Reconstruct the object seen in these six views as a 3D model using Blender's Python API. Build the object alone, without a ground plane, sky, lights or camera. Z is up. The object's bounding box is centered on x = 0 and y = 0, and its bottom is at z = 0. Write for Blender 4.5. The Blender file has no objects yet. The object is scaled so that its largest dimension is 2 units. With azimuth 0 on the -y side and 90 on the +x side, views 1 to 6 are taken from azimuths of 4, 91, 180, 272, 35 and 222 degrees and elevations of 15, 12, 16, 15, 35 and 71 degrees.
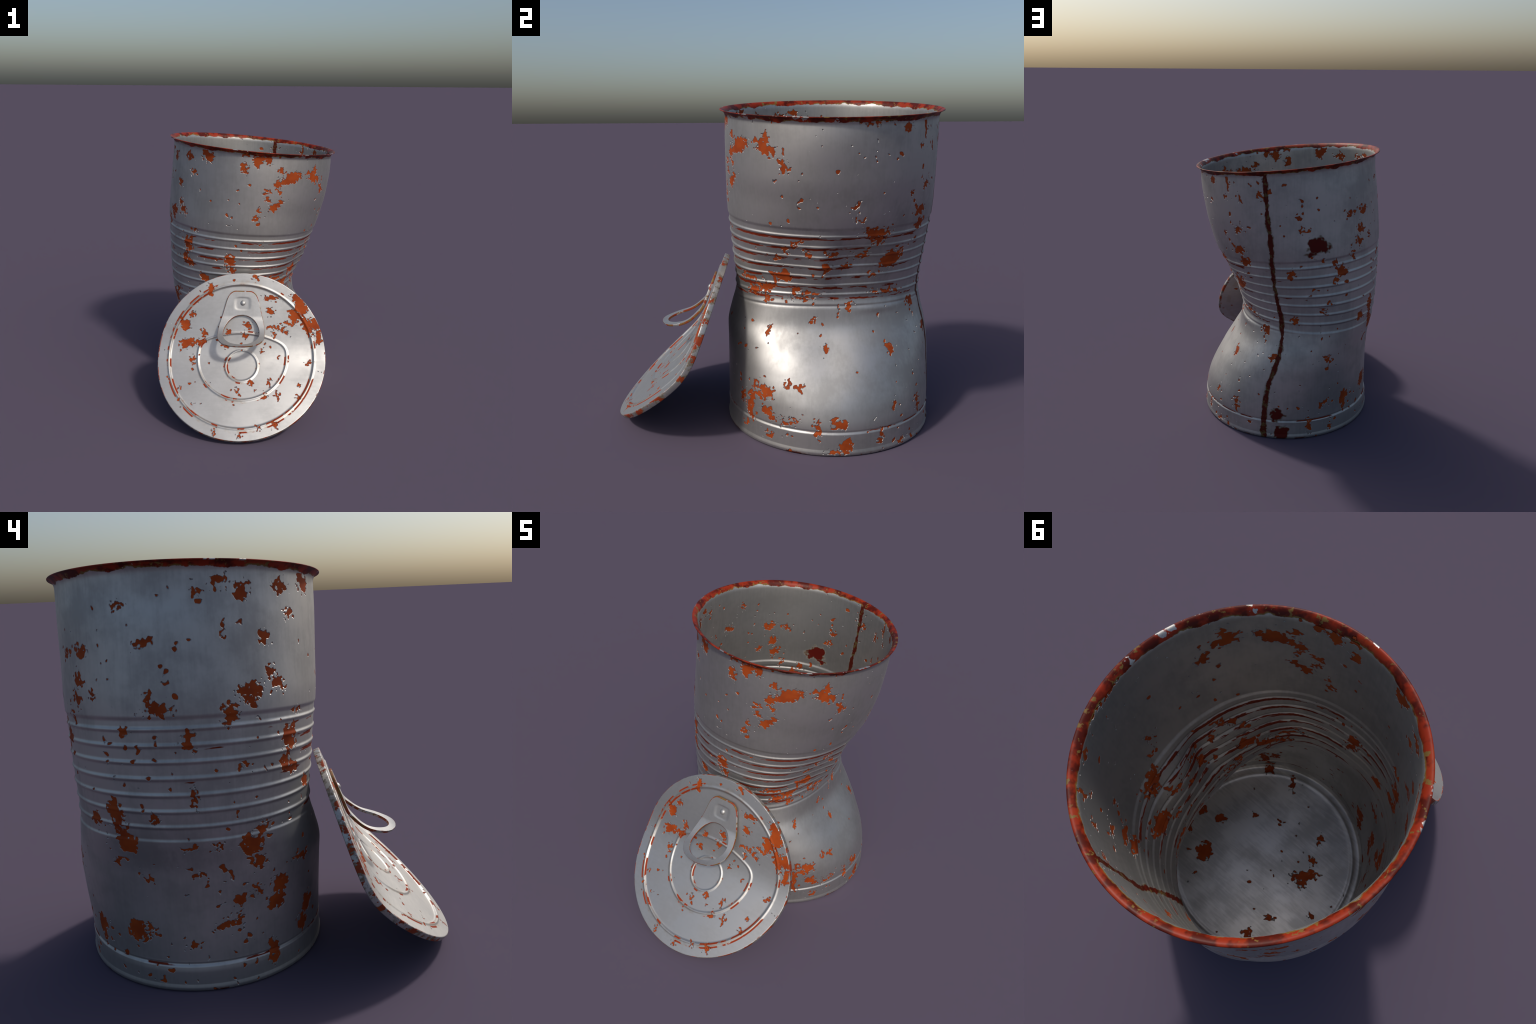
# A crushed, rusty tin can with its pull-tab lid leaning against it.
import bpy, bmesh, math, random
import numpy as np
from mathutils import Vector, Matrix

random.seed(7)
rng = np.random.default_rng(7)
PI = math.pi

# --------------------------------------------------------------------------
# helpers
# --------------------------------------------------------------------------
def curve(xs, ys):
    """Smooth monotone cubic through a few profile control points."""
    xs = np.array(xs, float); ys = np.array(ys, float)
    h = np.diff(xs); d = np.diff(ys) / h
    m = np.zeros_like(xs)
    m[0], m[-1] = d[0], d[-1]
    for i in range(1, len(xs) - 1):
        if d[i - 1] * d[i] > 0:
            w1 = 2 * h[i] + h[i - 1]; w2 = h[i] + 2 * h[i - 1]
            m[i] = (w1 + w2) / (w1 / d[i - 1] + w2 / d[i])
    def f(x):
        x = np.clip(np.asarray(x, float), xs[0], xs[-1])
        i = np.clip(np.searchsorted(xs, x) - 1, 0, len(xs) - 2)
        t = (x - xs[i]) / h[i]
        return ((2*t**3 - 3*t**2 + 1) * ys[i] + (t**3 - 2*t**2 + t) * h[i] * m[i]
                + (-2*t**3 + 3*t**2) * ys[i + 1] + (t**3 - t**2) * h[i] * m[i + 1])
    return f

def sstep(a, b, x):
    t = np.clip((np.asarray(x, float) - a) / (b - a), 0, 1)
    return t * t * (3 - 2 * t)

def bump(x, c, w):
    """raised-cosine bead of half width w"""
    t = np.clip(np.abs(np.asarray(x, float) - c) / w, 0, 1)
    return 0.5 + 0.5 * np.cos(PI * t)

def new_object(name, me, parent, mat, matrix=None):
    ob = bpy.data.objects.new(name, me)
    bpy.context.scene.collection.objects.link(ob)
    if mat: me.materials.append(mat)
    if matrix is not None: ob.matrix_world = matrix
    if parent:
        ob.parent = parent
        ob.matrix_parent_inverse = Matrix.Identity(4)
        if matrix is not None:
            ob.matrix_basis = parent.matrix_world.inverted() @ matrix
        else:
            ob.matrix_basis = Matrix.Identity(4)
    return ob

def thing(name, label, category, matrix):
    e = bpy.data.objects.new(name, None)
    bpy.context.scene.collection.objects.link(e)
    e.matrix_world = matrix
    e["label"] = label; e["category"] = category
    return e

def split_regions(verts, faces, region, names, parent, mats, matrix):
    """One smooth surface cut into named parts that keep the whole's normals."""
    me = bpy.data.meshes.new("whole")
    me.from_pydata([tuple(v) for v in verts], [], faces)
    for p in me.polygons: p.use_smooth = True
    me.update()
    nor = np.zeros(len(verts) * 3); me.vertices.foreach_get("normal", nor)
    nor = nor.reshape(-1, 3)
    bpy.data.meshes.remove(me)
    out = {}
    region = np.asarray(region)
    for k, nm in enumerate(names):
        fs = [faces[i] for i in np.nonzero(region == k)[0]]
        used = sorted({v for f in fs for v in f}); ix = {v: i for i, v in enumerate(used)}
        m = bpy.data.meshes.new(nm)
        m.from_pydata([tuple(verts[v]) for v in used], [], [[ix[v] for v in f] for f in fs])
        for p in m.polygons: p.use_smooth = True
        m.update()
        m.normals_split_custom_set_from_vertices([tuple(nor[v]) for v in used])
        out[nm] = new_object(nm, m, parent, mats[nm], matrix)
    return out

# --------------------------------------------------------------------------
# node helper
# --------------------------------------------------------------------------
class N:
    def __init__(self, name):
        self.mat = bpy.data.materials.new(name); self.mat.use_nodes = True
        self.t = self.mat.node_tree; self.t.nodes.clear()
        self.out = self.t.nodes.new("ShaderNodeOutputMaterial")
    def n(self, kind, **kw):
        nd = self.t.nodes.new(kind)
        for k, v in kw.items(): setattr(nd, k, v)
        return nd
    def link(self, a, b): self.t.links.new(a, b)
    def put(self, sock, v):
        if isinstance(v, bpy.types.NodeSocket): self.link(v, sock)
        else: sock.default_value = v
    def math(self, op, a, b=0.0, c=0.0, clamp=False):
        nd = self.n("ShaderNodeMath", operation=op, use_clamp=clamp)
        self.put(nd.inputs[0], a); self.put(nd.inputs[1], b); self.put(nd.inputs[2], c)
        return nd.outputs[0]
    def vmath(self, op, a, b=(0, 0, 0)):
        nd = self.n("ShaderNodeVectorMath", operation=op)
        self.put(nd.inputs[0], a); self.put(nd.inputs[1], b)
        return nd.outputs["Value"] if op in ("LENGTH", "DISTANCE", "DOT_PRODUCT") else nd.outputs[0]
    def scale(self, v, s):
        nd = self.n("ShaderNodeVectorMath", operation="SCALE")
        self.put(nd.inputs[0], v); self.put(nd.inputs["Scale"], s); return nd.outputs[0]
    def noise(self, vec, scale, detail=2.0, rough=0.5, col=False, dist=0.0):
        nd = self.n("ShaderNodeTexNoise"); self.put(nd.inputs["Vector"], vec)
        nd.inputs["Scale"].default_value = scale; nd.inputs["Detail"].default_value = detail
        nd.inputs["Roughness"].default_value = rough; nd.inputs["Distortion"].default_value = dist
        return nd.outputs["Color"] if col else nd.outputs["Fac"]
    def map(self, v, a, b, c=0.0, d=1.0, smooth=True):
        nd = self.n("ShaderNodeMapRange", interpolation_type="SMOOTHSTEP" if smooth else "LINEAR")
        self.put(nd.inputs["Value"], v)
        for s, x in (("From Min", a), ("From Max", b), ("To Min", c), ("To Max", d)): self.put(nd.inputs[s], x)
        return nd.outputs["Result"]
    def mix(self, f, a, b):
        nd = self.n("ShaderNodeMix", data_type="RGBA")
        self.put(nd.inputs[0], f); self.put(nd.inputs[6], a); self.put(nd.inputs[7], b)
        return nd.outputs[2]
    def mixf(self, f, a, b):
        nd = self.n("ShaderNodeMix", data_type="FLOAT")
        self.put(nd.inputs[0], f); self.put(nd.inputs[2], a); self.put(nd.inputs[3], b)
        return nd.outputs[0]
    def sep(self, v):
        nd = self.n("ShaderNodeSeparateXYZ"); self.put(nd.inputs[0], v); return nd.outputs
    def comb(self, x, y, z=0.0):
        nd = self.n("ShaderNodeCombineXYZ")
        self.put(nd.inputs[0], x); self.put(nd.inputs[1], y); self.put(nd.inputs[2], z); return nd.outputs[0]
    def mapping(self, v, scale=(1, 1, 1), rot=(0, 0, 0), loc=(0, 0, 0), kind="POINT"):
        nd = self.n("ShaderNodeMapping", vector_type=kind)
        self.put(nd.inputs["Vector"], v)
        nd.inputs["Location"].default_value = loc
        nd.inputs["Rotation"].default_value = rot
        nd.inputs["Scale"].default_value = scale
        return nd.outputs[0]
    def objco(self): return self.n("ShaderNodeTexCoord").outputs["Object"]
    def fcurve(self, v, pts):
        """scalar curve through (x, y) points, both inside 0..1"""
        nd = self.n("ShaderNodeFloatCurve"); c = nd.mapping.curves[0]
        while len(c.points) < len(pts): c.points.new(0.5, 0.5)
        for p, q in zip(c.points, pts): p.location = q
        nd.mapping.update(); self.put(nd.inputs["Value"], v); return nd.outputs[0]
    def flakes(self, co, blobs):
        """signed distance (metres, <0 inside) to a set of flaked-off spots:
        each spot = (x, y, half width, half height, tilt in degrees).
        The running distance rides in z, so that the spots are worked through one by one."""
        xyz = self.sep(co); d = None
        for (x, y, rx, ry, rot) in blobs:
            p = co if d is None else self.comb(xyz[0], xyz[1], d)
            v = self.mapping(p, scale=(rx, ry, 1e7), rot=(0, 0, math.radians(rot)), loc=(x, y, 0), kind="TEXTURE")
            l = self.math("MULTIPLY_ADD", self.vmath("LENGTH", v), min(rx, ry), -min(rx, ry))
            d = self.math("MINIMUM", 9.0 if d is None else d, l)
        return 9.0 if d is None else d

STEEL = (0.495, 0.483, 0.465, 1)
STEEL_DULL = (0.375, 0.365, 0.35, 1)
LID_STEEL = (0.505, 0.495, 0.475, 1)
LID_DULL = (0.42, 0.412, 0.40, 1)
RUST_SORE = (0.085, 0.005, 0.0025, 1)
RUST = (0.33, 0.056, 0.008, 1)
RUST_DEEP = (0.25, 0.038, 0.006, 1)
RUST_BROWN = (0.24, 0.030, 0.007, 1)
RUST_DARK = (0.075, 0.0065, 0.002, 1)
RUST_RED = (0.26, 0.022, 0.005, 1)
OLIVE = (0.17, 0.10, 0.026, 1)
FRINGE = (0.10, 0.065, 0.022, 1)
# <spots>
# flaked spots, grouped by the side of the can they sit on: (round the wall, height, half width, half height, tilt)
SPOTS_FRONT = [
    (0.524, 1.712, 0.087, 0.041, 20), (0.739, 1.704, 0.072, 0.038, -30), (-0.295, 1.203, 0.037, 0.059, 0), (-0.112, 1.875, 0.054, 0.040, -40), (0.049, 1.099, 0.038, 0.045, 0),
    (0.399, 1.516, 0.065, 0.023, 35), (-0.302, 1.866, 0.054, 0.025, 0), (0.261, 1.846, 0.031, 0.040, -30), (-0.287, 1.057, 0.037, 0.031, 0), (-0.335, 1.106, 0.023, 0.045, 0),
    (-0.152, 0.964, 0.037, 0.026, 0), (0.183, 1.904, 0.039, 0.024, 0), (0.423, 1.677, 0.039, 0.023, 0), (0.061, 1.025, 0.029, 0.030, 0), (0.330, 1.850, 0.025, 0.031, 0),
    (0.157, 1.797, 0.022, 0.035, 0), (0.838, 1.612, 0.022, 0.035, 0), (-0.248, 1.743, 0.033, 0.020, 0), (0.743, 1.769, 0.019, 0.028, 0), (0.244, 1.424, 0.023, 0.023, 0),
    (-0.237, 1.314, 0.022, 0.024, 0), (0.434, 1.771, 0.024, 0.020, 0), (0.330, 1.566, 0.023, 0.018, 0), (0.266, 1.494, 0.014, 0.023, 0), (0.324, 1.626, 0.028, 0.011, 0),
    (0.295, 1.226, 0.025, 0.012, 0), (0.410, 1.622, 0.012, 0.023, 0),
]
SPOTS_RIGHT_UP = [
    (1.440, 1.243, 0.100, 0.028, 0), (1.670, 1.069, 0.072, 0.031, 40), (1.961, 0.776, 0.058, 0.036, 0), (0.705, 0.974, 0.059, 0.032, 0), (0.558, 0.892, 0.058, 0.029, 0),
    (1.797, 1.272, 0.046, 0.035, 0), (1.767, 1.357, 0.053, 0.028, 0), (1.696, 0.866, 0.101, 0.011, 0), (0.426, 0.937, 0.081, 0.013, 0), (1.087, 1.044, 0.036, 0.029, 0),
    (1.470, 1.195, 0.050, 0.019, 0), (1.283, 1.836, 0.037, 0.023, 0), (1.766, 1.494, 0.041, 0.020, 0), (0.925, 0.871, 0.073, 0.010, 0), (0.461, 0.865, 0.045, 0.016, 0),
    (1.258, 1.043, 0.040, 0.017, 0), (1.320, 0.780, 0.033, 0.018, 0), (0.940, 1.120, 0.029, 0.020, 0), (0.862, 0.830, 0.072, 0.008, 0), (1.698, 1.810, 0.014, 0.041, 0),
    (1.129, 1.113, 0.037, 0.015, 0), (1.541, 1.811, 0.023, 0.022, 0), (1.527, 0.988, 0.042, 0.012, 0), (0.793, 0.882, 0.033, 0.015, 0), (0.879, 1.181, 0.033, 0.014, 0),
    (1.311, 1.319, 0.035, 0.013, 0), (1.374, 1.105, 0.050, 0.009, 0), (0.850, 1.594, 0.028, 0.016, 0), (0.781, 1.143, 0.029, 0.015, 0), (0.692, 1.079, 0.036, 0.012, 0),
    (1.267, 1.397, 0.019, 0.022, 0), (1.784, 1.721, 0.015, 0.026, 0), (1.390, 1.849, 0.046, 0.008, 0), (0.553, 0.818, 0.015, 0.024, 0), (1.672, 1.715, 0.019, 0.017, 0),
    (1.643, 1.451, 0.015, 0.016, 0),
]
SPOTS_RIGHT_LOW = [
    (0.616, 0.234, 0.025, 0.063, 0), (0.732, 0.327, 0.048, 0.030, 0), (1.223, 0.055, 0.031, 0.043, 0), (1.184, 0.191, 0.048, 0.026, -25), (0.685, 0.288, 0.053, 0.020, 0),
    (1.606, 0.551, 0.032, 0.031, 0), (0.743, 0.210, 0.039, 0.023, 0), (0.620, 0.156, 0.033, 0.025, 0), (0.537, 0.250, 0.026, 0.030, 0), (0.932, 0.367, 0.029, 0.025, 0),
    (1.418, 0.095, 0.016, 0.043, 0), (0.875, 0.172, 0.044, 0.014, 0), (1.537, 0.253, 0.022, 0.027, 0), (1.163, 0.021, 0.039, 0.015, 0), (1.752, 0.184, 0.020, 0.027, 0),
    (0.762, 0.070, 0.024, 0.022, 0), (1.057, 0.155, 0.013, 0.040, 0), (0.783, 0.183, 0.026, 0.019, 0), (0.623, 0.644, 0.017, 0.026, 0), (1.748, 0.243, 0.024, 0.018, 0),
    (0.954, 0.710, 0.026, 0.016, 0), (1.091, 0.558, 0.025, 0.014, 0), (0.650, 0.353, 0.012, 0.026, 0), (1.583, 0.035, 0.014, 0.022, 0), (0.581, 0.089, 0.022, 0.014, 0),
    (0.857, 0.371, 0.015, 0.020, 0), (0.926, 0.195, 0.018, 0.016, 0),
]
SPOTS_BACK_UP = [
    (1.626, 1.071, 0.074, 0.054, 0), (-1.460, 1.226, 0.041, 0.039, 0), (-1.142, 0.929, 0.030, 0.049, 0), (-1.317, 1.411, 0.033, 0.039, 0), (-1.296, 1.502, 0.034, 0.030, 0),
    (-1.272, 0.857, 0.026, 0.031, -20), (-1.266, 1.625, 0.033, 0.024, 0), (-1.801, 1.214, 0.021, 0.032, 0), (-1.775, 0.875, 0.023, 0.026, 0), (-1.492, 1.173, 0.021, 0.027, 0),
    (-1.505, 1.293, 0.017, 0.024, 0), (-1.191, 1.443, 0.022, 0.017, 0), (-1.748, 1.607, 0.016, 0.023, 0), (1.940, 1.738, 0.024, 0.015, -20), (-1.725, 1.524, 0.028, 0.012, 0),
    (-1.565, 0.942, 0.019, 0.017, 0), (-1.376, 1.326, 0.012, 0.024, 0), (-1.390, 1.608, 0.016, 0.015, 0),
]
SPOTS_BACK_LOW = [
    (-1.110, 0.309, 0.040, 0.051, 0), (1.957, 0.778, 0.051, 0.024, 0), (-1.543, 0.599, 0.027, 0.035, 0), (-1.372, 0.218, 0.026, 0.030, 0), (-1.668, 0.094, 0.017, 0.045, 0),
    (-1.380, 0.287, 0.026, 0.022, 0), (-1.571, 0.258, 0.020, 0.023, 0), (-1.929, 0.602, 0.027, 0.017, 0), (-1.499, 0.056, 0.013, 0.023, 0), (-1.536, 0.276, 0.013, 0.021, 0),
]
SPOTS_LEFT = [
    (-0.155, 0.308, 0.051, 0.059, 0), (-0.515, 0.729, 0.045, 0.051, 0), (-1.378, 0.244, 0.037, 0.061, 0), (-1.096, 0.752, 0.051, 0.044, 0), (-0.359, 0.488, 0.044, 0.050, 0),
    (-0.191, 0.212, 0.032, 0.057, 0), (-1.100, 0.282, 0.060, 0.029, 0), (-0.404, 0.144, 0.026, 0.061, 0), (-0.386, 0.399, 0.043, 0.036, 0), (-1.123, 0.879, 0.030, 0.050, 0),
    (-0.774, 1.242, 0.031, 0.047, 0), (-0.495, 1.440, 0.058, 0.025, 0), (-1.256, 0.857, 0.041, 0.032, 0), (-0.477, 0.634, 0.037, 0.035, 0), (-0.509, 1.855, 0.033, 0.039, 0),
    (-0.595, 1.346, 0.030, 0.042, 0), (-1.133, 0.949, 0.034, 0.036, 0), (-0.891, 1.380, 0.047, 0.025, 0), (-0.224, 0.592, 0.053, 0.022, 0), (-1.107, 0.799, 0.026, 0.043, 0),
    (-0.571, 0.455, 0.033, 0.031, 0), (-0.651, 0.332, 0.049, 0.020, 0), (-0.345, 1.454, 0.031, 0.031, 0), (-0.412, 1.653, 0.024, 0.034, 0), (-0.389, 1.505, 0.027, 0.028, 0),
    (-0.239, 1.742, 0.034, 0.020, 0), (-0.600, 1.891, 0.035, 0.019, 0), (-0.937, 1.659, 0.031, 0.020, 0), (-0.466, 0.791, 0.016, 0.036, 0), (-1.050, 1.813, 0.024, 0.021, 0),
    (-1.014, 0.579, 0.024, 0.021, 0), (-0.502, 1.399, 0.022, 0.021, 0), (-1.176, 0.655, 0.024, 0.018, 0), (-0.760, 0.985, 0.011, 0.038, 0), (-0.583, 0.359, 0.017, 0.024, 0),
    (-0.810, 0.244, 0.026, 0.015, 0), (-1.039, 1.287, 0.016, 0.024, 0), (-0.919, 1.421, 0.014, 0.027, 0), (-0.754, 0.595, 0.028, 0.013, 0), (-0.788, 0.749, 0.026, 0.012, 0),
    (-0.680, 0.748, 0.020, 0.014, 0), (-0.487, 0.489, 0.016, 0.016, 0), (-0.692, 1.863, 0.018, 0.014, 0), (-0.536, 1.107, 0.021, 0.012, 0), (-1.040, 0.319, 0.018, 0.014, 0),
    (-0.939, 0.895, 0.013, 0.019, 0), (-0.596, 1.702, 0.012, 0.020, 0),
]
CAN_SPOTS = SPOTS_FRONT + SPOTS_RIGHT_UP + SPOTS_RIGHT_LOW + SPOTS_BACK_UP + SPOTS_BACK_LOW + SPOTS_LEFT
LID_SPOTS = [
    (-0.243, 0.482, 0.024, 0.041, 15), (0.091, 0.576, 0.023, 0.018, 0), (0.208, 0.424, 0.046, 0.018, 0), (0.205, 0.330, 0.029, 0.025, 0), (0.400, 0.420, 0.050, 0.036, -30),
    (0.434, 0.358, 0.041, 0.049, 30), (0.376, 0.305, 0.037, 0.040, 0), (0.350, 0.246, 0.050, 0.012, 0), (0.523, 0.256, 0.036, 0.040, 30), (0.473, 0.243, 0.028, 0.065, 30),
    (0.557, 0.160, 0.025, 0.044, 0), (0.241, 0.215, 0.055, 0.011, 0), (0.296, 0.195, 0.038, 0.011, -30), (0.232, 0.175, 0.011, 0.018, 0), (-0.372, 0.297, 0.017, 0.018, 0),
    (-0.420, 0.224, 0.028, 0.034, 0), (-0.400, 0.090, 0.045, 0.032, 0), (-0.307, 0.105, 0.051, 0.014, 15), (-0.350, -0.023, 0.017, 0.026, 0), (-0.278, 0.169, 0.020, 0.023, 0),
    (0.038, 0.231, 0.028, 0.020, 10), (-0.098, 0.174, 0.018, 0.021, 0), (0.018, 0.158, 0.018, 0.018, 0), (-0.121, 0.075, 0.017, 0.016, 0), (0.076, -0.191, 0.018, 0.018, 0),
    (0.213, -0.186, 0.011, 0.027, 0), (0.182, -0.278, 0.016, 0.015, 0), (0.278, -0.278, 0.011, 0.027, 0), (0.423, -0.281, 0.019, 0.016, 0), (0.430, -0.196, 0.012, 0.013, 0),
    (0.487, -0.028, 0.016, 0.017, 0), (0.264, -0.479, 0.026, 0.019, -25), (0.154, -0.509, 0.011, 0.016, 0), (-0.151, -0.553, 0.011, 0.018, 0), (0.016, -0.568, 0.012, 0.013, 0),
    (-0.426, -0.248, 0.009, 0.013, 0), (0.109, -0.242, 0.009, 0.009, 0), (0.001, -0.280, 0.009, 0.009, 0), (-0.019, -0.240, 0.008, 0.009, 0), (-0.324, -0.357, 0.008, 0.008, 0),
    (0.278, 0.010, 0.011, 0.011, 0), (0.150, 0.042, 0.011, 0.013, 0),
]
PLATE_SPOTS = [
    (0.386, -0.014, 0.033, 0.027, -139), (0.531, 0.025, 0.027, 0.026, -139), (0.503, 0.158, 0.025, 0.025, -139), (0.320, 0.210, 0.049, 0.058, -139), (-0.265, -0.087, 0.080, 0.028, -139),
    (-0.273, -0.041, 0.018, 0.036, -139), (-0.254, -0.189, 0.018, 0.023, -139), (-0.189, -0.324, 0.016, 0.025, -139), (0.233, -0.179, 0.018, 0.012, -139), (0.077, -0.245, 0.015, 0.017, -139),
    (0.182, -0.497, 0.013, 0.049, -139), (0.362, -0.472, 0.021, 0.027, -139), (-0.267, 0.253, 0.028, 0.022, -139), (-0.462, 0.081, 0.022, 0.017, -139), (-0.223, 0.422, 0.031, 0.027, -139),
    (0.274, 0.354, 0.011, 0.011, -139),
]
DARK_SPOTS = [
    (-1.629, 1.421, 0.058, 0.043, 0), (-1.682, 1.360, 0.018, 0.010, 0), (-1.895, 0.183, 0.037, 0.035, 0), (-1.858, 0.049, 0.044, 0.040, 0),
]
# </spots>

def steel(m, oc, streak_scale, patch=4.0, light=None, dull=None):
    """dull tinplate: smudged tone and gloss"""
    sm = m.noise(oc, patch, 6, 0.66)
    st = m.noise(m.mapping(oc, scale=streak_scale), 2.2, 4, 0.6)
    tone = m.math("ADD", m.math("MULTIPLY", sm, 0.82), m.math("MULTIPLY", st, 0.18))
    col = m.mix(m.map(tone, 0.35, 0.62), dull or STEEL_DULL, light or STEEL)
    rough = m.map(tone, 0.36, 0.62, 0.57, 0.49)
    return col, rough

def warp(m, oc, flat, a=0.075, b=0.042):
    w1 = m.vmath("SUBTRACT", m.noise(oc, 18, 1, 0.6, col=True), (0.5, 0.5, 0.5))
    w2 = m.vmath("SUBTRACT", m.noise(oc, 55, 0, 0.6, col=True), (0.5, 0.5, 0.5))
    v = m.vmath("ADD", flat, m.vmath("ADD", m.scale(w1, a), m.scale(w2, b)))
    return m.vmath("MULTIPLY", v, (1, 1, 0))

def chips(m, oc, level=0.0):
    """small scattered flakes"""
    c = m.noise(m.mapping(oc, loc=(3.1, 1.7, 0.4)), 21, 1, 0.5)
    k = m.noise(m.mapping(oc, loc=(7.3, 2.2, 5.1)), 3.2, 0, 0.5)
    return m.math("SUBTRACT", m.math("SUBTRACT", 0.812 + level, m.math("MULTIPLY", k, 0.16)), c)

def edge_noise(m, oc):
    g = m.math("SUBTRACT", m.noise(oc, 52, 1, 0.55), 0.5)
    return m.math("MULTIPLY", g, 0.047)

def finish(m, col, rough, metal, height, dist=0.011, strength=1.0, spec=0.3):
    bp = m.n("ShaderNodeBump"); bp.inputs["Distance"].default_value = dist
    bp.inputs["Strength"].default_value = strength
    m.put(bp.inputs["Height"], height)
    pb = m.n("ShaderNodeBsdfPrincipled")
    m.put(pb.inputs["Base Color"], col); m.put(pb.inputs["Roughness"], rough)
    m.put(pb.inputs["Metallic"], metal); m.put(pb.inputs["Specular IOR Level"], spec); m.put(pb.inputs["Normal"], bp.outputs[0])
    m.link(pb.outputs[0], m.out.inputs[0])
    return m.mat

def rusty_can(name, lo=-1.0, hi=9.0, plate=False):
    """the can's sheet between two heights; only the spots that reach it are used"""
    near = lambda L: [b for b in L if lo < b[1] + 1.6 * b[3] + .02 and b[1] - 1.6 * b[3] - .02 < hi]
    m = N(name); oc = m.objco(); x, y, z = m.sep(oc)[:3]
    a = math.radians(75); c, s = math.cos(a), math.sin(a)
    xr = m.math("MULTIPLY_ADD", x, -c, m.math("MULTIPLY", y, -s))
    yr = m.math("MULTIPLY_ADD", x, s, m.math("MULTIPLY", y, -c))
    th = m.math("MULTIPLY", m.math("ARCTAN2", yr, xr), 0.63)
    flat = m.comb(th, z)
    # undo the can's lean: height along the wall
    tl = m.fcurve(m.math("MULTIPLY", z, 0.5), [(0, 0), (.45, 0), (.55, .25), (.65, .40), (.80, .50), (1, .63)])
    lean = m.math("MULTIPLY", m.math("MULTIPLY", tl, 0.1), m.math("DIVIDE", m.math("ADD", x, 0.05), 0.62))
    h = m.math("ADD", z, lean)
    on_plate = 1.0 if plate else 0.0

    en = edge_noise(m, oc)
    wc = warp(m, oc, flat)
    d = m.flakes(warp(m, oc, m.comb(x, y)), PLATE_SPOTS) if plate else m.flakes(wc, near(CAN_SPOTS))
    d = m.math("ADD", d, m.math("MULTIPLY", en, 0.6) if plate else en)
    cd = m.math("MULTIPLY", chips(m, oc, 0.04 if plate else 0.0), 0.16)
    d = m.math("MINIMUM", d, cd)
    spots = m.map(d, 0.0012, -0.0012)
    pit = m.map(d, 0.0042, -0.0006)          # the tin lifts round each flake, so the step lies just outside the rust

    has_beads = lo < 1.3 and hi > 0.8 and not plate
    has_foot = hi < 0.5 and not plate
    has_rim = hi > 1.85
    rn2 = m.noise(oc, 26, 3, 0.6)
    # rust that has crept into the lee of the pressed beads, in dashes
    dashes = 0.0
    if has_beads:
        f = m.math("FRACT", m.math("DIVIDE", m.math("SUBTRACT", h, 0.857), 0.0675))
        zone = m.math("MULTIPLY", m.map(h, 0.79, 0.81), m.map(h, 1.29, 1.27))
        wv = m.math("MULTIPLY", m.math("SUBTRACT", m.noise(oc, 22, 2), 0.5), 0.22)
        band = m.map(m.math("ABSOLUTE", m.math("SUBTRACT", m.math("ADD", f, wv), 0.70)), 0.14, 0.10)
        dash = m.noise(m.mapping(flat, scale=(4.2, 26, 1)), 1.0, 3, 0.6)
        side = m.math("MULTIPLY_ADD", x, 0.16, m.math("MULTIPLY", y, -0.11))
        dash = m.map(m.math("ADD", dash, side), 0.555, 0.585)
        dashes = m.math("MULTIPLY", m.math("MULTIPLY", band, dash), zone)
    # and along the foot groove
    if has_foot:
        fg = m.map(m.math("ABSOLUTE", m.math("SUBTRACT", h, 0.140)), 0.006, 0.0035)
        fd = m.map(m.math("ADD", m.noise(m.mapping(flat, scale=(3, 10, 1), loc=(3, 0, 0)), 1.3, 3, 0.6),
                          m.math("MULTIPLY", x, -0.06)), 0.53, 0.56)
        dashes = m.math("MULTIPLY", fg, fd)

    # the flared rim, rusted all round, with scraps of bare steel
    rn = m.noise(oc, 9, 4, 0.6) if has_rim else 0.5
    rim, rim_olive = 0.0, 0.0
    if has_rim:
        rdist = m.math("SUBTRACT", h, m.math("ADD", 1.900, m.math("MULTIPLY", m.math("SUBTRACT", rn, 0.5), 0.055)))
        rim = m.map(rdist, -0.002, 0.002)
        rim_bare = m.map(m.noise(m.mapping(oc, loc=(4, 9, 2)), 7, 4, 0.65), 0.600, 0.620)
        rim = m.math("MULTIPLY", rim, m.math("SUBTRACT", 1.0, rim_bare))
        rim_olive = m.math("MAXIMUM", m.math("MULTIPLY", m.map(rdist, 0.008, 0.003), m.map(rn, 0.45, 0.55)), m.map(rn2, 0.60, 0.66))

    # the rusted side seam at the back, wandering where the wall is crushed
    seam, seam_fr = 0.0, 0.0
    if not plate:
        sx = m.fcurve(m.math("MULTIPLY", z, 0.5),
                      [(0, .473), (.07, .473), (.13, .464), (.21, .438), (.28, .388), (.35, .353), (.42, .350),
                       (.47, .368), (.55, .398), (.645, .419), (.74, .436), (.845, .456), (.95, .468), (1, .47)])
        sn = m.math("SUBTRACT", m.noise(oc, 14, 4, 0.65), 0.5)
        sd = m.math("ABSOLUTE", m.math("ADD", m.math("SUBTRACT", m.math("ADD", x, 0.3), sx), m.math("MULTIPLY", sn, 0.022)))
        sw = m.math("ADD", m.map(z, 0.5, 0.15, 0.0138, 0.020),
                    m.math("MULTIPLY", m.math("SUBTRACT", m.noise(m.mapping(oc, loc=(1, 2, 8)), 13, 3, 0.65), 0.5), 0.040))
        sd = m.math("SUBTRACT", sd, sw)
        back = m.math("GREATER_THAN", y, 0.2)
        seam = m.math("MULTIPLY", m.map(sd, 0.002, -0.002), back)
        seam_fr = m.math("MULTIPLY", m.map(sd, 0.009, 0.001), back)
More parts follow.
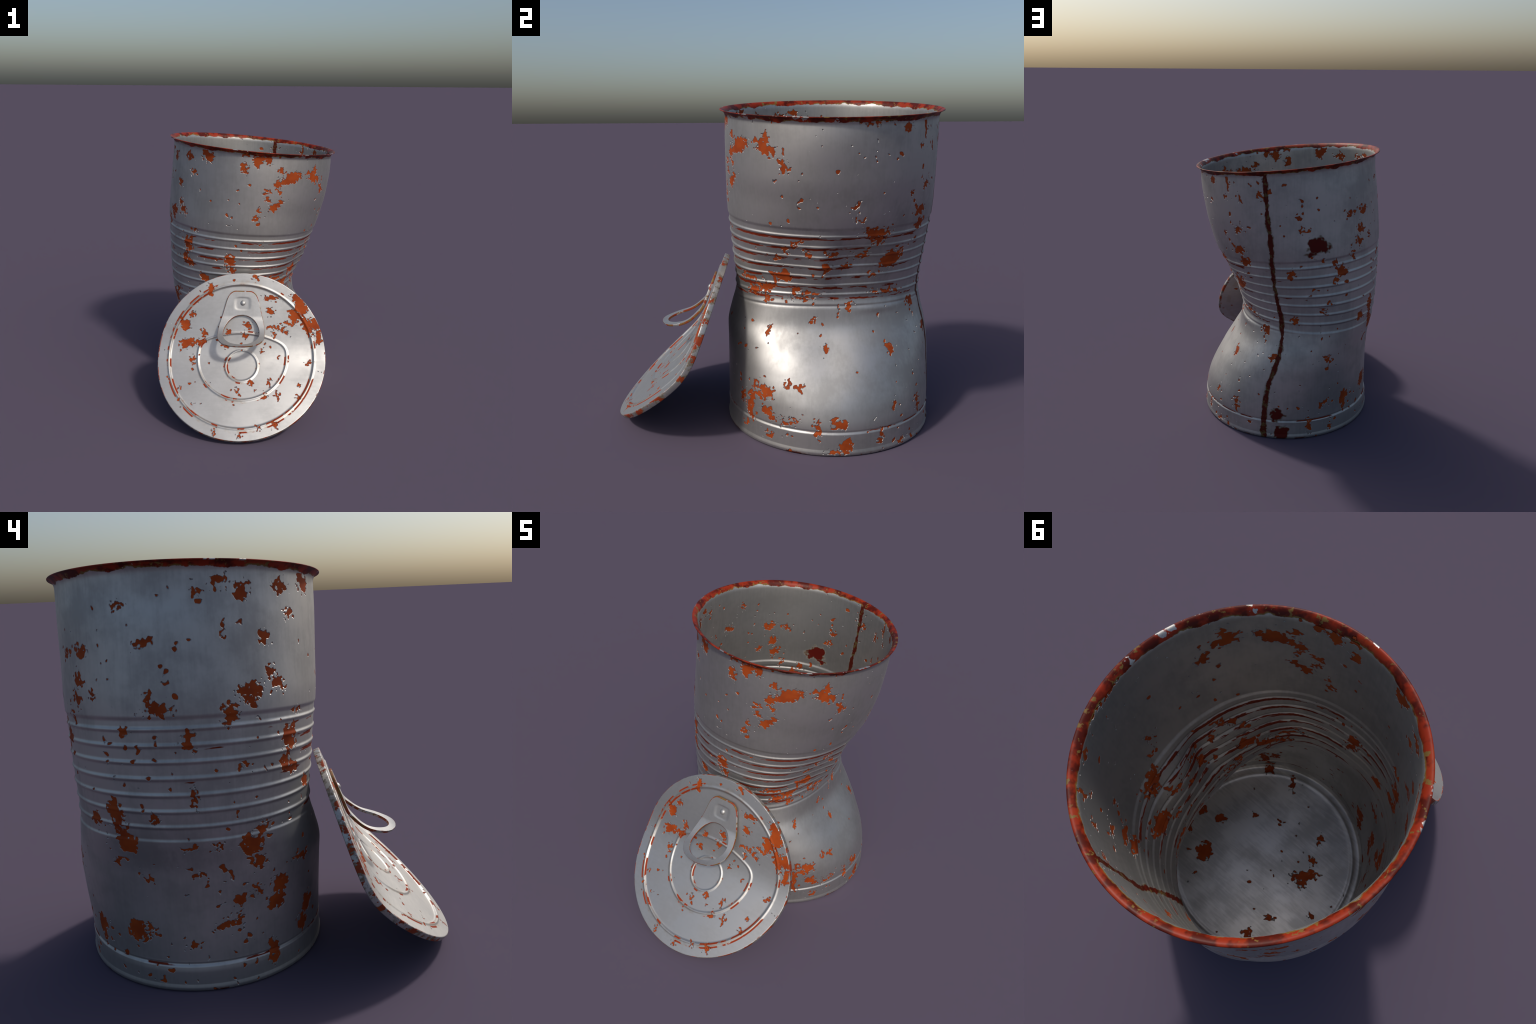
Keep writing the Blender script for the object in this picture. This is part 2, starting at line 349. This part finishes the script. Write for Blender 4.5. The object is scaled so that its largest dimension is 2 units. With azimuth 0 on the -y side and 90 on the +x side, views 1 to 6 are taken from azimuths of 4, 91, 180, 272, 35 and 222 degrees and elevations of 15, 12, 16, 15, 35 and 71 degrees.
        seam_fr = m.math("MULTIPLY", seam_fr, m.map(m.noise(oc, 12, 3, 0.6), 0.40, 0.62))

    # deep, dark rust sores with a soft brown fringe
    sore, sore_fr, ft = 0.0, 0.0, 0.0
    if near(DARK_SPOTS) and not plate:
        dd = m.math("ADD", m.flakes(warp(m, oc, flat, 0.085, 0.030), near(DARK_SPOTS)), m.math("MULTIPLY_ADD", en, 0.15, -0.008))
        sore = m.map(dd, 0.004, -0.004); sore_fr = m.map(dd, 0.014, 0.0)
    # stain along the foot
    if has_foot:
        ft = m.math("MULTIPLY", m.map(z, 0.026, 0.006),
                    m.map(m.noise(m.mapping(oc, loc=(2, 5, 1)), 6, 4, 0.6), 0.50, 0.60))

    col, rough = steel(m, oc, (26, 26, 2.2))
    # brushed scratches on the bottom plate
    if plate:
        bs = m.noise(m.mapping(oc, scale=(3, 26, 1), rot=(0, 0, 0.75)), 2.4, 4, 0.65)
        col = m.mix(m.map(m.math("ADD", m.math("MULTIPLY", bs, 0.35), m.math("MULTIPLY", m.noise(oc, 6, 4), 0.65)), 0.38, 0.62),
                    (0.46, 0.455, 0.445, 1), (0.68, 0.67, 0.655, 1))
    # grime round the beads, thin and brown
    metal = m.math("SUBTRACT", 0.92, m.math("MULTIPLY", spots, 0.92))
    rtone = m.mix(m.map(m.noise(oc, 11, 4, 0.6), 0.35, 0.65), RUST, RUST_DEEP)
    col = m.mix(m.math("MULTIPLY", sore_fr, 0.85), col, FRINGE)
    col = m.mix(m.math("MULTIPLY", seam_fr, 0.9), col, FRINGE)
    col = m.mix(ft, col, RUST_DARK)
    col = m.mix(dashes, col, m.mix(rn2, RUST_DARK, RUST_BROWN))
    col = m.mix(spots, col, rtone)
    col = m.mix(sore, col, RUST_SORE)
    seamcol = m.mix(m.map(rn2, 0.53, 0.64), RUST_DARK, FRINGE)
    col = m.mix(seam, col, seamcol)
    col = m.mix(rim, col, m.mix(rim_olive, m.mix(m.map(m.noise(m.mapping(oc, loc=(6, 1, 4)), 13, 3, 0.6), 0.42, 0.60), RUST_DARK, m.mix(m.map(rn, 0.45, 0.65, 0.0, 0.22), RUST_RED, RUST)), OLIVE))
    dirt = m.math("MAXIMUM", m.math("MAXIMUM", m.math("MULTIPLY", dashes, 0.9), m.math("MAXIMUM", sore, ft)),
                  m.math("MAXIMUM", seam, m.math("MULTIPLY", m.math("MAXIMUM", sore_fr, seam_fr), 0.8)))
    metal = m.math("MULTIPLY", metal, m.math("SUBTRACT", 1.0, dirt))
    metal = m.math("MULTIPLY", metal, m.math("SUBTRACT", 1.0, rim))
    rough = m.mixf(spots, rough, 0.72); rough = m.mixf(dirt, rough, 0.62); rough = m.mixf(rim, rough, 0.45)
    return finish(m, col, rough, metal, m.math("MULTIPLY", m.math("MULTIPLY", pit, -1.0), m.math("SUBTRACT", 1.0, rim)), spec=m.mixf(m.math("MAXIMUM", m.math("MAXIMUM", spots, dirt), rim), 0.5, 0.18))

def rusty_lid(name, back=False):
    m = N(name); oc = m.objco(); x, y, z = m.sep(oc)[:3]
    flat = m.comb(x, y)
    en = edge_noise(m, oc); wc = warp(m, oc, flat, 0.045, 0.045)
    d = m.math("MULTIPLY", chips(m, oc, 0.03), 0.16)
    if not back:
        d = m.math("MINIMUM", d, m.math("ADD", m.flakes(wc, LID_SPOTS), m.math("MULTIPLY", en, 0.85)))
    spots = m.map(d, 0.0012, -0.0012)
    pit = m.map(d, 0.0042, -0.0006)
    # pressed lines gather rust in dashes along both flanks
    u = m.math("DIVIDE", x, LR); v = m.math("DIVIDE", y, -LR)
    r = m.vmath("LENGTH", m.comb(u, v))
    ring = m.math("ABSOLUTE", m.math("SUBTRACT", r, 0.862))
    d1 = m.math("SUBTRACT", m.vmath("LENGTH", m.comb(m.math("SUBTRACT", u, 0.013), v)), 0.527)
    d2 = m.math("SUBTRACT", m.math("MULTIPLY", m.math("MULTIPLY", u, u), 0.5), m.math("ADD", v, 0.282))
    dsh = m.math("ABSOLUTE", m.math("SMOOTH_MAX", d1, d2, 0.07))
    well = m.math("ABSOLUTE", m.math("SUBTRACT", m.vmath("LENGTH", m.comb(m.math("SUBTRACT", u, 0.012), m.math("SUBTRACT", v, 0.11))), 0.188))
    line = m.math("MINIMUM", ring, m.math("MINIMUM", dsh, well))
    flank = m.map(m.math("ABSOLUTE", m.math("SUBTRACT", line, 0.020)), 0.011, 0.007)
    dn = m.noise(m.mapping(oc, loc=(5, 1, 3)), 7.5, 3, 0.6)
    dash = m.math("MULTIPLY", flank, m.map(dn, 0.545, 0.565))
    # worn outer edge
    en2 = m.noise(m.mapping(oc, loc=(1, 8, 3)), 11, 3, 0.6)
    edge = m.math("MULTIPLY", m.map(r, 0.982, 0.990), m.map(m.math("SUBTRACT", en2, m.math("MULTIPLY", u, 0.05)), 0.545, 0.575))
    dash = 0.0 if back else m.math("MAXIMUM", dash, edge)
    tan = m.math("MULTIPLY", m.map(line, 0.04, 0.02), m.map(dn, 0.46, 0.56))  # occlusion shade beside the pressed lines, painted as a tan tint
    col, rough = steel(m, oc, (3, 22, 3), 4.0, LID_STEEL, LID_DULL)
    col = m.mix(m.math("MULTIPLY", tan, 0.30), col, (0.34, 0.26, 0.16, 1))
    col = m.mix(dash, col, RUST_BROWN)
    col = m.mix(spots, col, m.mix(m.map(m.noise(oc, 11, 4, 0.6), 0.35, 0.65), RUST, RUST_DEEP))
    k = m.math("MAXIMUM", spots, dash)
    metal = m.math("MULTIPLY", m.math("SUBTRACT", 1.0, k), 0.96)
    rough = m.mixf(k, m.math("ADD", rough, 0.01), 0.68)
    h = m.math("MULTIPLY", pit, -1.0)
    return finish(m, col, rough, metal, h, spec=m.mixf(k, 0.5, 0.15))

def rusty_edge(name):
    m = N(name); oc = m.objco()
    n1 = m.noise(m.mapping(oc, loc=(2, 3, 9)), 15, 3, 0.65); n2 = m.noise(oc, 24, 3, 0.6)
    k = m.map(n1, 0.53, 0.56)
    fr = m.math("MULTIPLY", m.map(n1, 0.40, 0.50), m.map(n2, 0.40, 0.58))
    col, rough = steel(m, oc, (8, 8, 8))
    col = m.mix(m.math("MULTIPLY", fr, 0.8), col, FRINGE)
    col = m.mix(k, col, m.mix(m.map(n2, 0.4, 0.6), RUST_BROWN, RUST_DEEP))
    kk = m.math("MAXIMUM", k, m.math("MULTIPLY", fr, 0.7))
    return finish(m, col, m.mixf(kk, rough, 0.62), m.math("SUBTRACT", 0.92, m.math("MULTIPLY", kk, 0.92)),
                  m.math("MULTIPLY", k, -0.06))

def tab_steel(name):
    m = N(name); oc = m.objco()
    pt = m.n("ShaderNodeNewGeometry").outputs["Pointiness"]
    n1 = m.noise(oc, 14, 4, 0.6)
    k = m.math("MULTIPLY", m.map(pt, 0.53, 0.57), m.map(n1, 0.47, 0.52))
    col, rough = steel(m, oc, (30, 3, 3), 6.0, LID_STEEL, LID_DULL)
    col = m.mix(k, col, m.mix(m.map(n1, 0.52, 0.6), OLIVE, RUST_BROWN))
    return finish(m, col, m.mixf(k, rough, 0.6), m.math("SUBTRACT", 0.92, m.math("MULTIPLY", k, 0.92)), 0.0)

def tab_edge_steel(name):
    """the cut edge of the ring-pull: worn, stained brown and olive"""
    m = N(name); oc = m.objco()
    n1 = m.noise(oc, 13, 3, 0.6); n2 = m.noise(oc, 31, 3, 0.6)
    k = m.map(n1, 0.40, 0.46)
    col, rough = steel(m, oc, (9, 9, 9), 6.0)
    col = m.mix(k, col, m.mix(m.map(n2, 0.42, 0.60), RUST_BROWN, OLIVE))
    return finish(m, col, m.mixf(k, rough, 0.6), m.math("SUBTRACT", 0.92, m.math("MULTIPLY", k, 0.92)), 0.0)

# --------------------------------------------------------------------------
# THE CAN : stacked sections, crushed at the waist on the +x side
# --------------------------------------------------------------------------
YC = 0.338                      # the can stands a little behind the lid
XP = curve([0, .10, .16, .25, .425, .56, .68, .745, .81, .87, .93, 1.08, 1.24, 1.42, 1.60, 1.87, 1.94],
           [.630, .630, .628, .610, .527, .437, .364, .350, .342, .350, .370, .426, .498, .562, .608, .634, .634])
XN = curve([0, .10, .16, .40, .60, .83, .93, 1.08, 1.22, 1.33, 1.55, 1.66, 1.90, 1.94],
           [.614, .614, .606, .604, .612, .652, .663, .669, .671, .667, .648, .638, .614, .614])
YB = curve([0, .10, .16, .50, .60, .70, .80, .90, 1.0, 1.13, 1.28, 1.42, 1.60, 1.94],
           [.627, .627, .630, .632, .635, .615, .592, .592, .602, .612, .625, .632, .632, .630])
YB_BACK = curve([0, .10, .16, .36, .50, .62, .72, .79, .86, 1.0, 1.13, 1.28, 1.42, 1.60, 1.94],
                [.627, .627, .630, .634, .633, .622, .604, .594, .593, .603, .613, .625, .632, .632, .630])
X0 = curve([0, .15, .35, .60, .80, 1.0, 1.30, 1.60, 1.94], [.006, .006, -.03, -.10, -.16, -.14, -.07, -.015, .008])
SQ = curve([0, .15, .40, .65, .80, .95, 1.2, 1.5, 1.94], [2, 2, 2.3, 2.7, 2.75, 2.6, 2.25, 2, 2])
TILT = curve([0, .60, .80, .90, 1.10, 1.30, 1.60, 1.94], [0, 0, .008, 0, -.025, -.040, -.050, -.062])

# soft folds in the crushed front: (sideways, width, height, tall, in or out)
CREASES = [(-.07, .075, 1.06, .15, .027), (-.33, .12, 1.00, .14, -.018), (.12, .13, 1.12, .13, -.032),
           (-.03, .16, .52, .17, -.014), (.27, .12, .765, .022, .007), (.05, .22, 1.55, .16, -.006)]
BEADS = [.857 + .0675 * i for i in range(7)]
H_STEP_TOP, H_STEP_LOW = 1.308, .795

def wall_relief(h, c=0.0):
    """pressed beads, the sunk ribbed zone and the thicker base band;
    c = cosine of the angle: the lower step is stretched where the front folds"""
    w = .007 + .015 * np.clip(c, 0, 1) ** 1.5
    sunk = sstep(H_STEP_LOW - .008, H_STEP_LOW - .008 + 2 * w, h) * (1 - sstep(H_STEP_TOP - .011, H_STEP_TOP + .009, h))
    r = -.0062 * sunk
    for b in BEADS: r = r + .0058 * bump(h, b, .0130)
    r = r - .004 * np.clip(c, 0, 1) * bump(h, H_STEP_LOW - .012, .012)
    r = r + .0040 * (1 - sstep(.134, .152, h)) - .0055 * bump(h, .140, .0125)
    return r

def can_point(h, off, th):
    """section at height h, pushed outwards by off, at angle th"""
    c, s = np.cos(th), np.sin(th)
    if callable(off): off = off(h, c); deep = 0.0
    elif np.isscalar(off): deep = np.clip((-off - .03) / .03, 0, 1)
    x0, b, q = X0(h), np.where(s > 0, YB_BACK(h), YB(h)), SQ(h)
    rx = np.where(c > 0, XP(h) - x0, XN(h) + x0)
    qq = np.where(c > 0, np.where(s > 0, 2.0 + (q - 2.0) * .15, q), 2.0)
    k = (np.abs(c) ** qq + np.abs(s) ** qq) ** (-1 / qq)
    ux, uy = k * c, k * s
    gx = np.sign(ux) * np.abs(ux) ** (qq - 1) / rx
    gy = np.sign(uy) * np.abs(uy) ** (qq - 1) / b
    g = np.sqrt(gx * gx + gy * gy) + 1e-9
    # far inside (the base) the offset shrinks the section instead
    px = x0 + rx * ux + off * gx / g
    py = b * uy + off * gy / g
    f = 1 + off / .63
    px = px * (1 - deep) + deep * (x0 + rx * ux * f)
    py = py * (1 - deep) + deep * (b * uy * f)
    for y0, wy, z0, wz, amp in CREASES:
        px = px + amp * np.exp(-((py - y0) / wy) ** 2 - ((h - z0) / wz) ** 2) * np.clip(c * 1.5, 0, 1) * (1 - deep)
    ang = np.arctan2(py, px)
    # slight unevenness of handled sheet metal
    wob = (np.sin(3 * ang + 4.1 * h) * .0012 + np.sin(5 * ang - 6.3 * h + 1.3) * .0010
           + np.sin(2 * ang + 9.0 * h + .5) * .0010) * sstep(.15, .4, h) * (1 - sstep(1.75, 1.88, h))
    px = px + wob * np.cos(ang); py = py + wob * np.sin(ang)
    pz = h + TILT(h) * c * (1 - deep)
    return np.stack([px, py, pz + 0 * px], -1)

T = 0.0055                      # sheet thickness
def build_can(mat):
    path, reg = [], []          # (height, offset), region of the band that follows
    def add(h, o, r): path.append((float(h), o if callable(o) else float(o))); reg.append(r)
    inner = lambda h, c: wall_relief(h, c) - T
    RIM, UP, RIB, LOW, BASE, PLATE = range(6)
    # underside, crimped foot
    for h, o in [(.018, -.50), (.018, -.30), (.018, -.10), (.017, -.07), (.010, -.050), (.002, -.040),
                 (0, -.025), (0, -.004), (.0012, .001), (.005, .005), (.012, .0075), (.024, .009)]:
        add(h, o, BASE if o > -.06 else PLATE)
    for h in np.concatenate([np.arange(.034, .100, .006), np.arange(.100, .165, .0026)]): add(h, wall_relief, BASE)
    for h in np.linspace(.166, .772, 70): add(h, wall_relief, LOW)
    for h in np.arange(.776, 1.325, .0042): add(h, wall_relief, RIB)
    for h in np.linspace(1.330, 1.872, 56): add(h, wall_relief, UP)
    lip = [(1.880, .000), (1.889, .0012), (1.897, .004), (1.904, .008), (1.910, .013), (1.9145, .018),
           (1.917, .0225), (1.9175, .0265), (1.917, .029)]
    for h, o in lip: add(h, o, RIM)
    add(1.918, .0312, RIM); add(1.9205, .0316, RIM)
    n = len(lip)
    for i in range(n - 1, -1, -1):
        h, o = lip[i]
        a = lip[max(i - 1, 0)]; b = lip[min(i + 1, n - 1)]
        dx, dz = b[1] - a[1], b[0] - a[0]; l = math.hypot(dx, dz)
        add(h + T * dx / l, o - T * dz / l, RIM)
    for h in np.linspace(1.872, 1.330, 56): add(h, inner, UP)
    for h in np.arange(1.3246, .776, -.0042): add(h, inner, RIB)
    for h in np.linspace(.772, .166, 70): add(h, inner, LOW)
    for h in np.arange(.163, .055, -.0032): add(h, inner, BASE)
    # inner bottom plate with a pressed ring
    for h, o in [(.048, -.010), (.042, -.012), (.038, -.017), (.036, -.024), (.036, -.034), (.0365, -.044),
                 (.038, -.049), (.041, -.054), (.0425, -.059), (.0425, -.064), (.041, -.069),
                 (.038, -.075), (.0365, -.081), (.036, -.09), (.036, -.12), (.036, -.2), (.036, -.3), (.036, -.42), (.036, -.54)]:
        add(h, o, PLATE)
    nth = 288
    th = np.arange(nth) * 2 * PI / nth
    rows = [can_point(h, o, th) for h, o in path]
    verts = np.concatenate(rows)
    faces, region = [], []
    for j in range(len(path) - 1):
        # the band between row j and j+1 takes the region of the deeper row
        r = reg[j] if reg[j] == reg[j + 1] else reg[j + 1] if reg[j + 1] != RIM else reg[j]
        for i in range(nth):
            k = (i + 1) % nth
            faces.append((j * nth + i, j * nth + k, (j + 1) * nth + k, (j + 1) * nth + i)); region.append(r)
    c0, c1 = len(verts), len(verts) + 1
    verts = np.vstack([verts, [[0.006, 0, .018]], [[0.006, 0, .036]]])
    L = (len(path) - 1) * nth
    for i in range(nth):
        k = (i + 1) % nth
        faces.append((c0, k, i)); region.append(PLATE)
        faces.append((L + i, L + k, c1)); region.append(PLATE)
    M = Matrix.Translation((0, YC, 0))
    can = thing("tin_can", "crushed open tin can, dull steel flaked with orange rust", "tin can", M)
    names = ["rim", "upper_wall", "ribbed_band", "lower_wall", "base_band", "bottom_plate"]
    split_regions(verts, faces, region, names, can, mat, M)
    return can

# --------------------------------------------------------------------------
# THE LID : a pressed disc, folded across the middle, leaning on the can
# --------------------------------------------------------------------------
LR = 0.6128                                   # radius
LC = Vector((-0.0032, -0.5562, 0.4630))       # centre of the front face
L_YAW, L_BEND, L_LEAN = 0.006, 0.0218, 0.5977
FOLD, FOLD_BOW, FOLD_AT, FOLD_W, BOW_X = 0.2725, -0.0802, -0.0408, 0.185, -0.0342
LT = 0.034                                    # depth of the turned-down edge
_tt = np.linspace(-1.15, 1.15, 461)
_an = FOLD * np.tanh((_tt - FOLD_AT) / FOLD_W) + FOLD_BOW * _tt
def _cum(f):
    c = np.concatenate([[0], np.cumsum((f[1:] + f[:-1]) / 2 * (_tt[1] - _tt[0]))])
    return c - np.interp(0, _tt, c)
_cb, _cw = _cum(np.cos(_an)), _cum(np.sin(_an))

def lid_local(A, B, H):
    """disc coordinates (across, down, height above the face; units of the radius)
    -> metres in the lid's own frame x across, y down the slope, z out of the face"""
    A, B, H = np.broadcast_arrays(*(np.asarray(v, float) for v in (A, B, H)))
    c, s = math.cos(L_BEND), math.sin(L_BEND)
    a = c * A - s * B; t = s * A + c * B
    an = np.interp(t, _tt, _an); sl = 2 * BOW_X * a
    b = np.interp(t, _tt, _cb) - H * np.sin(an); w = np.interp(t, _tt, _cw) + BOW_X * a * a + H * np.cos(an)
    a2 = a - H * sl
    return np.stack([LR * (c * a2 + s * b), LR * (-s * a2 + c * b), LR * w], -1)

def lid_frame():
    ex = Vector((math.cos(L_YAW), math.sin(L_YAW), 0))
    out = Vector((math.sin(L_YAW), -math.cos(L_YAW), 0))
    et = math.sin(L_LEAN) * out - math.cos(L_LEAN) * Vector((0, 0, 1))
    n = ex.cross(-et)
    # right-handed frame: x across, y = up the slope, z out of the face
    M = Matrix((( ex.x, -et.x, n.x, LC.x), (ex.y, -et.y, n.y, LC.y), (ex.z, -et.z, n.z, LC.z), (0, 0, 0, 1)))
    return M
def lid_verts(A, B, H):
    v = lid_local(A, B, H); v[..., 1] *= -1
    return v

def d_shape(A, B):
    """distance from the D-shaped panel line: a circle cut straight across near the top"""
    d1 = np.hypot(A - .013, B) - .527; d2 = -(B + .282 - .5 * A * A)
    k = .07
    h = np.clip(k - np.abs(d1 - d2), 0, None) / k
    return np.maximum(d1, d2) + h * h * k / 4

def lid_relief(A, B):
    r = np.hypot(A, B)
    z = -.010 * (1 - sstep(.83, .885, r))                 # sunk panel
    z = z + .011 * bump(r, .862, .022)                    # ring bead
    z = z + .010 * bump(d_shape(A, B), 0, .021)           # D-shaped bead
    z = z + .0085 * bump(np.hypot(A - .012, B - .11), .188, .020)   # finger-well ring
    return z

def build_lid(mat, mat_back, mat_edge, mat_tab, mat_tab_edge):
    M = lid_frame()
    lid = thing("can_lid", "bent round ring-pull can lid, rust-flaked steel", "can lid", M)
    nth, prof = 320, []
    rr = np.concatenate([np.linspace(.012, .985, 130), [.990, .995]])
    th = np.arange(nth) * 2 * PI / nth
    ct, st = np.cos(th), np.sin(th)
    rows, reg = [], []
    for r in rr: rows.append(lid_verts(r * ct, r * st, lid_relief(r * ct, r * st))); reg.append(0)
    t = LT / LR
    for r, h in [(.9985, -.003), (1.0, -.007), (1.0, -.02), (1.0, -t + .007), (.9985, -t + .003), (.994, -t)]:
        rows.append(lid_verts(r * ct, r * st, h + 0 * ct)); reg.append(1)
    for r in np.linspace(.97, .02, 40): rows.append(lid_verts(r * ct, r * st, -t + 0 * ct)); reg.append(2)
    verts = np.concatenate(rows); faces, region = [], []
    for j in range(len(rows) - 1):
        r = 1 if 1 in (reg[j], reg[j + 1]) else reg[j]
        for i in range(nth):
            k = (i + 1) % nth
            faces.append((j * nth + i, (j + 1) * nth + i, (j + 1) * nth + k, j * nth + k)); region.append(r)
    c0 = len(verts); L = (len(rows) - 1) * nth
    verts = np.vstack([verts, lid_verts([0], [0], lid_relief(np.zeros(1), np.zeros(1))), lid_verts([0], [0], [-t])])
    for i in range(nth):
        k = (i + 1) % nth
        faces.append((c0, i, k)); region.append(0)
        faces.append((c0 + 1, L + k, L + i)); region.append(2)
    split_regions(verts, faces, region, ["front_panel", "turned_edge", "back_panel"], lid,
                  {"front_panel": mat, "turned_edge": mat_edge, "back_panel": mat_back}, M)

    # ---- pull tab : a plate riveted near the top whose ring end is bent outwards
    sp = curve([0, .30, .43, .535, .70, .856], [-.785, -.487, -.360, -.27, -.16, -.045])
    sh = curve([0, .30, .43, .535, .70, .856], [.012, .014, .060, .118, .235, .341])
    HC, HA, HB = .540, .212, .242               # hole centre along the tab, half width, half length
    hw = curve([-.02, .0, .03, .07, .20, .34, .48, .58], [.0, .10, .148, .175, .212, .246, .272, .274])
    def outline(phi):
        """distance from the hole centre to the tab's edge in direction phi (0 = across, 90 = to the tip)"""
        lo, hi = 0.0, 1.0
        for _ in range(40):
            m = (lo + hi) / 2; a, s = m * math.cos(phi), HC + m * math.sin(phi)
            if s > .58: inside = (a / .274) ** 2 + ((s - .58) / .276) ** 2 < 1
            else: inside = s > 0 and abs(a) < float(hw(s))
            lo, hi = (m, hi) if inside else (lo, m)
        return lo
    na, nr = 160, 46
    TT = .015 / LR
    def emboss(a, s):
        # rounded square stamped round the rivet
        q = (np.abs(a / .088) ** 4 + np.abs((s - .155) / .075) ** 4) ** .25
        return -.005 * (1 - sstep(.85, 1.12, q))
    def tab_pos(a, s, h):
        ds = .004
        B, Hh = sp(s), sh(s)
        tb, thh = (sp(s + ds) - sp(s - ds)), (sh(s + ds) - sh(s - ds))
        l = np.hypot(tb, thh) + 1e-9
        return lid_verts(a, B - h * thh / l, Hh + h * tb / l - .010)
    rows = []
    phis = np.arange(na) * 2 * PI / na
    ro = np.array([outline(p) for p in phis])
    ri = 1 / np.sqrt((np.cos(phis) / HA) ** 2 + (np.sin(phis) / HB) ** 2)
    def ring(f, h, em=False, inset=0.0):
        r = ri + (ro - ri) * f
        a, s = r * np.cos(phis), HC + r * np.sin(phis)
        hh = h + (emboss(a, s) if em else 0)
        rows.append(tab_pos(a, s, hh))
    fs = np.linspace(0, 1, nr)
    def lipped(f):                                # edges curl down a little
        return 0
    e = .022
    ring(0.0, TT * .5)
    ring(e * .3, TT * .88); ring(e, TT, True)
    for f in fs[2:-2]: ring(f, TT, True)
    ring(1 - e, TT, True); ring(1 - e * .3, TT * .88); ring(1, TT * .5); ring(1 - e * .3, TT * .12); ring(1 - e, 0)
    for f in fs[2:-2][::-1]: ring(f, 0)
    ring(e, 0); ring(e * .3, TT * .12)
    v = np.concatenate(rows); R = len(rows)
    f = [(j * na + i, ((j + 1) % R) * na + i, ((j + 1) % R) * na + (i + 1) % na, j * na + (i + 1) % na)
         for j in range(R) for i in range(na)]
    me = bpy.data.meshes.new("pull_tab"); me.from_pydata([tuple(q) for q in v], [], f)
    for p in me.polygons: p.use_smooth = True
    me.update()
    me.materials.append(mat_tab); me.materials.append(mat_tab_edge)
    for p in me.polygons:                       # rows 0-1 and the matching outer rows are the cut edges
        j = p.index // na
        if j in (0, 1, R - 1, R - 2) or nr - 2 <= j <= nr + 3: p.material_index = 1
    tab = new_object("pull_tab", me, lid, None, M)
    bm = bmesh.new(); bm.from_mesh(me); bmesh.ops.recalc_face_normals(bm, faces=bm.faces); bm.to_mesh(me); bm.free()
    # rivet
    bm = bmesh.new()
    bmesh.ops.create_uvsphere(bm, u_segments=32, v_segments=18, radius=1.0)
    cpos = lid_verts([0.004], [-.640], [.014 + TT - .018])[0]
    for q in bm.verts:
        q.co = Vector((q.co.x * .0195 + cpos[0], q.co.y * .0195 + cpos[1], q.co.z * .013 + cpos[2]))
    me = bpy.data.meshes.new("rivet"); bm.to_mesh(me); bm.free()
    for p in me.polygons: p.use_smooth = True
    new_object("rivet", me, tab, mat_tab, M)
    return lid

can_mats = {"rim": rusty_can("rusty_rim", 1.86, 2.1), "upper_wall": rusty_can("rusty_upper_wall", 1.27, 1.90),
            "ribbed_band": rusty_can("rusty_ribbed_band", 0.77, 1.36), "lower_wall": rusty_can("rusty_lower_wall", 0.15, 0.79),
            "base_band": rusty_can("rusty_base_band", -0.1, 0.18), "bottom_plate": rusty_can("rusty_bottom_plate", -0.1, 0.1, True)}
lid_mat = rusty_lid("rusty_lid_steel")
build_can(can_mats)
build_lid(lid_mat, rusty_lid("lid_back_steel", True), rusty_edge("rusty_lid_edge"), tab_steel("ring_pull_steel"), tab_edge_steel("ring_pull_edge"))
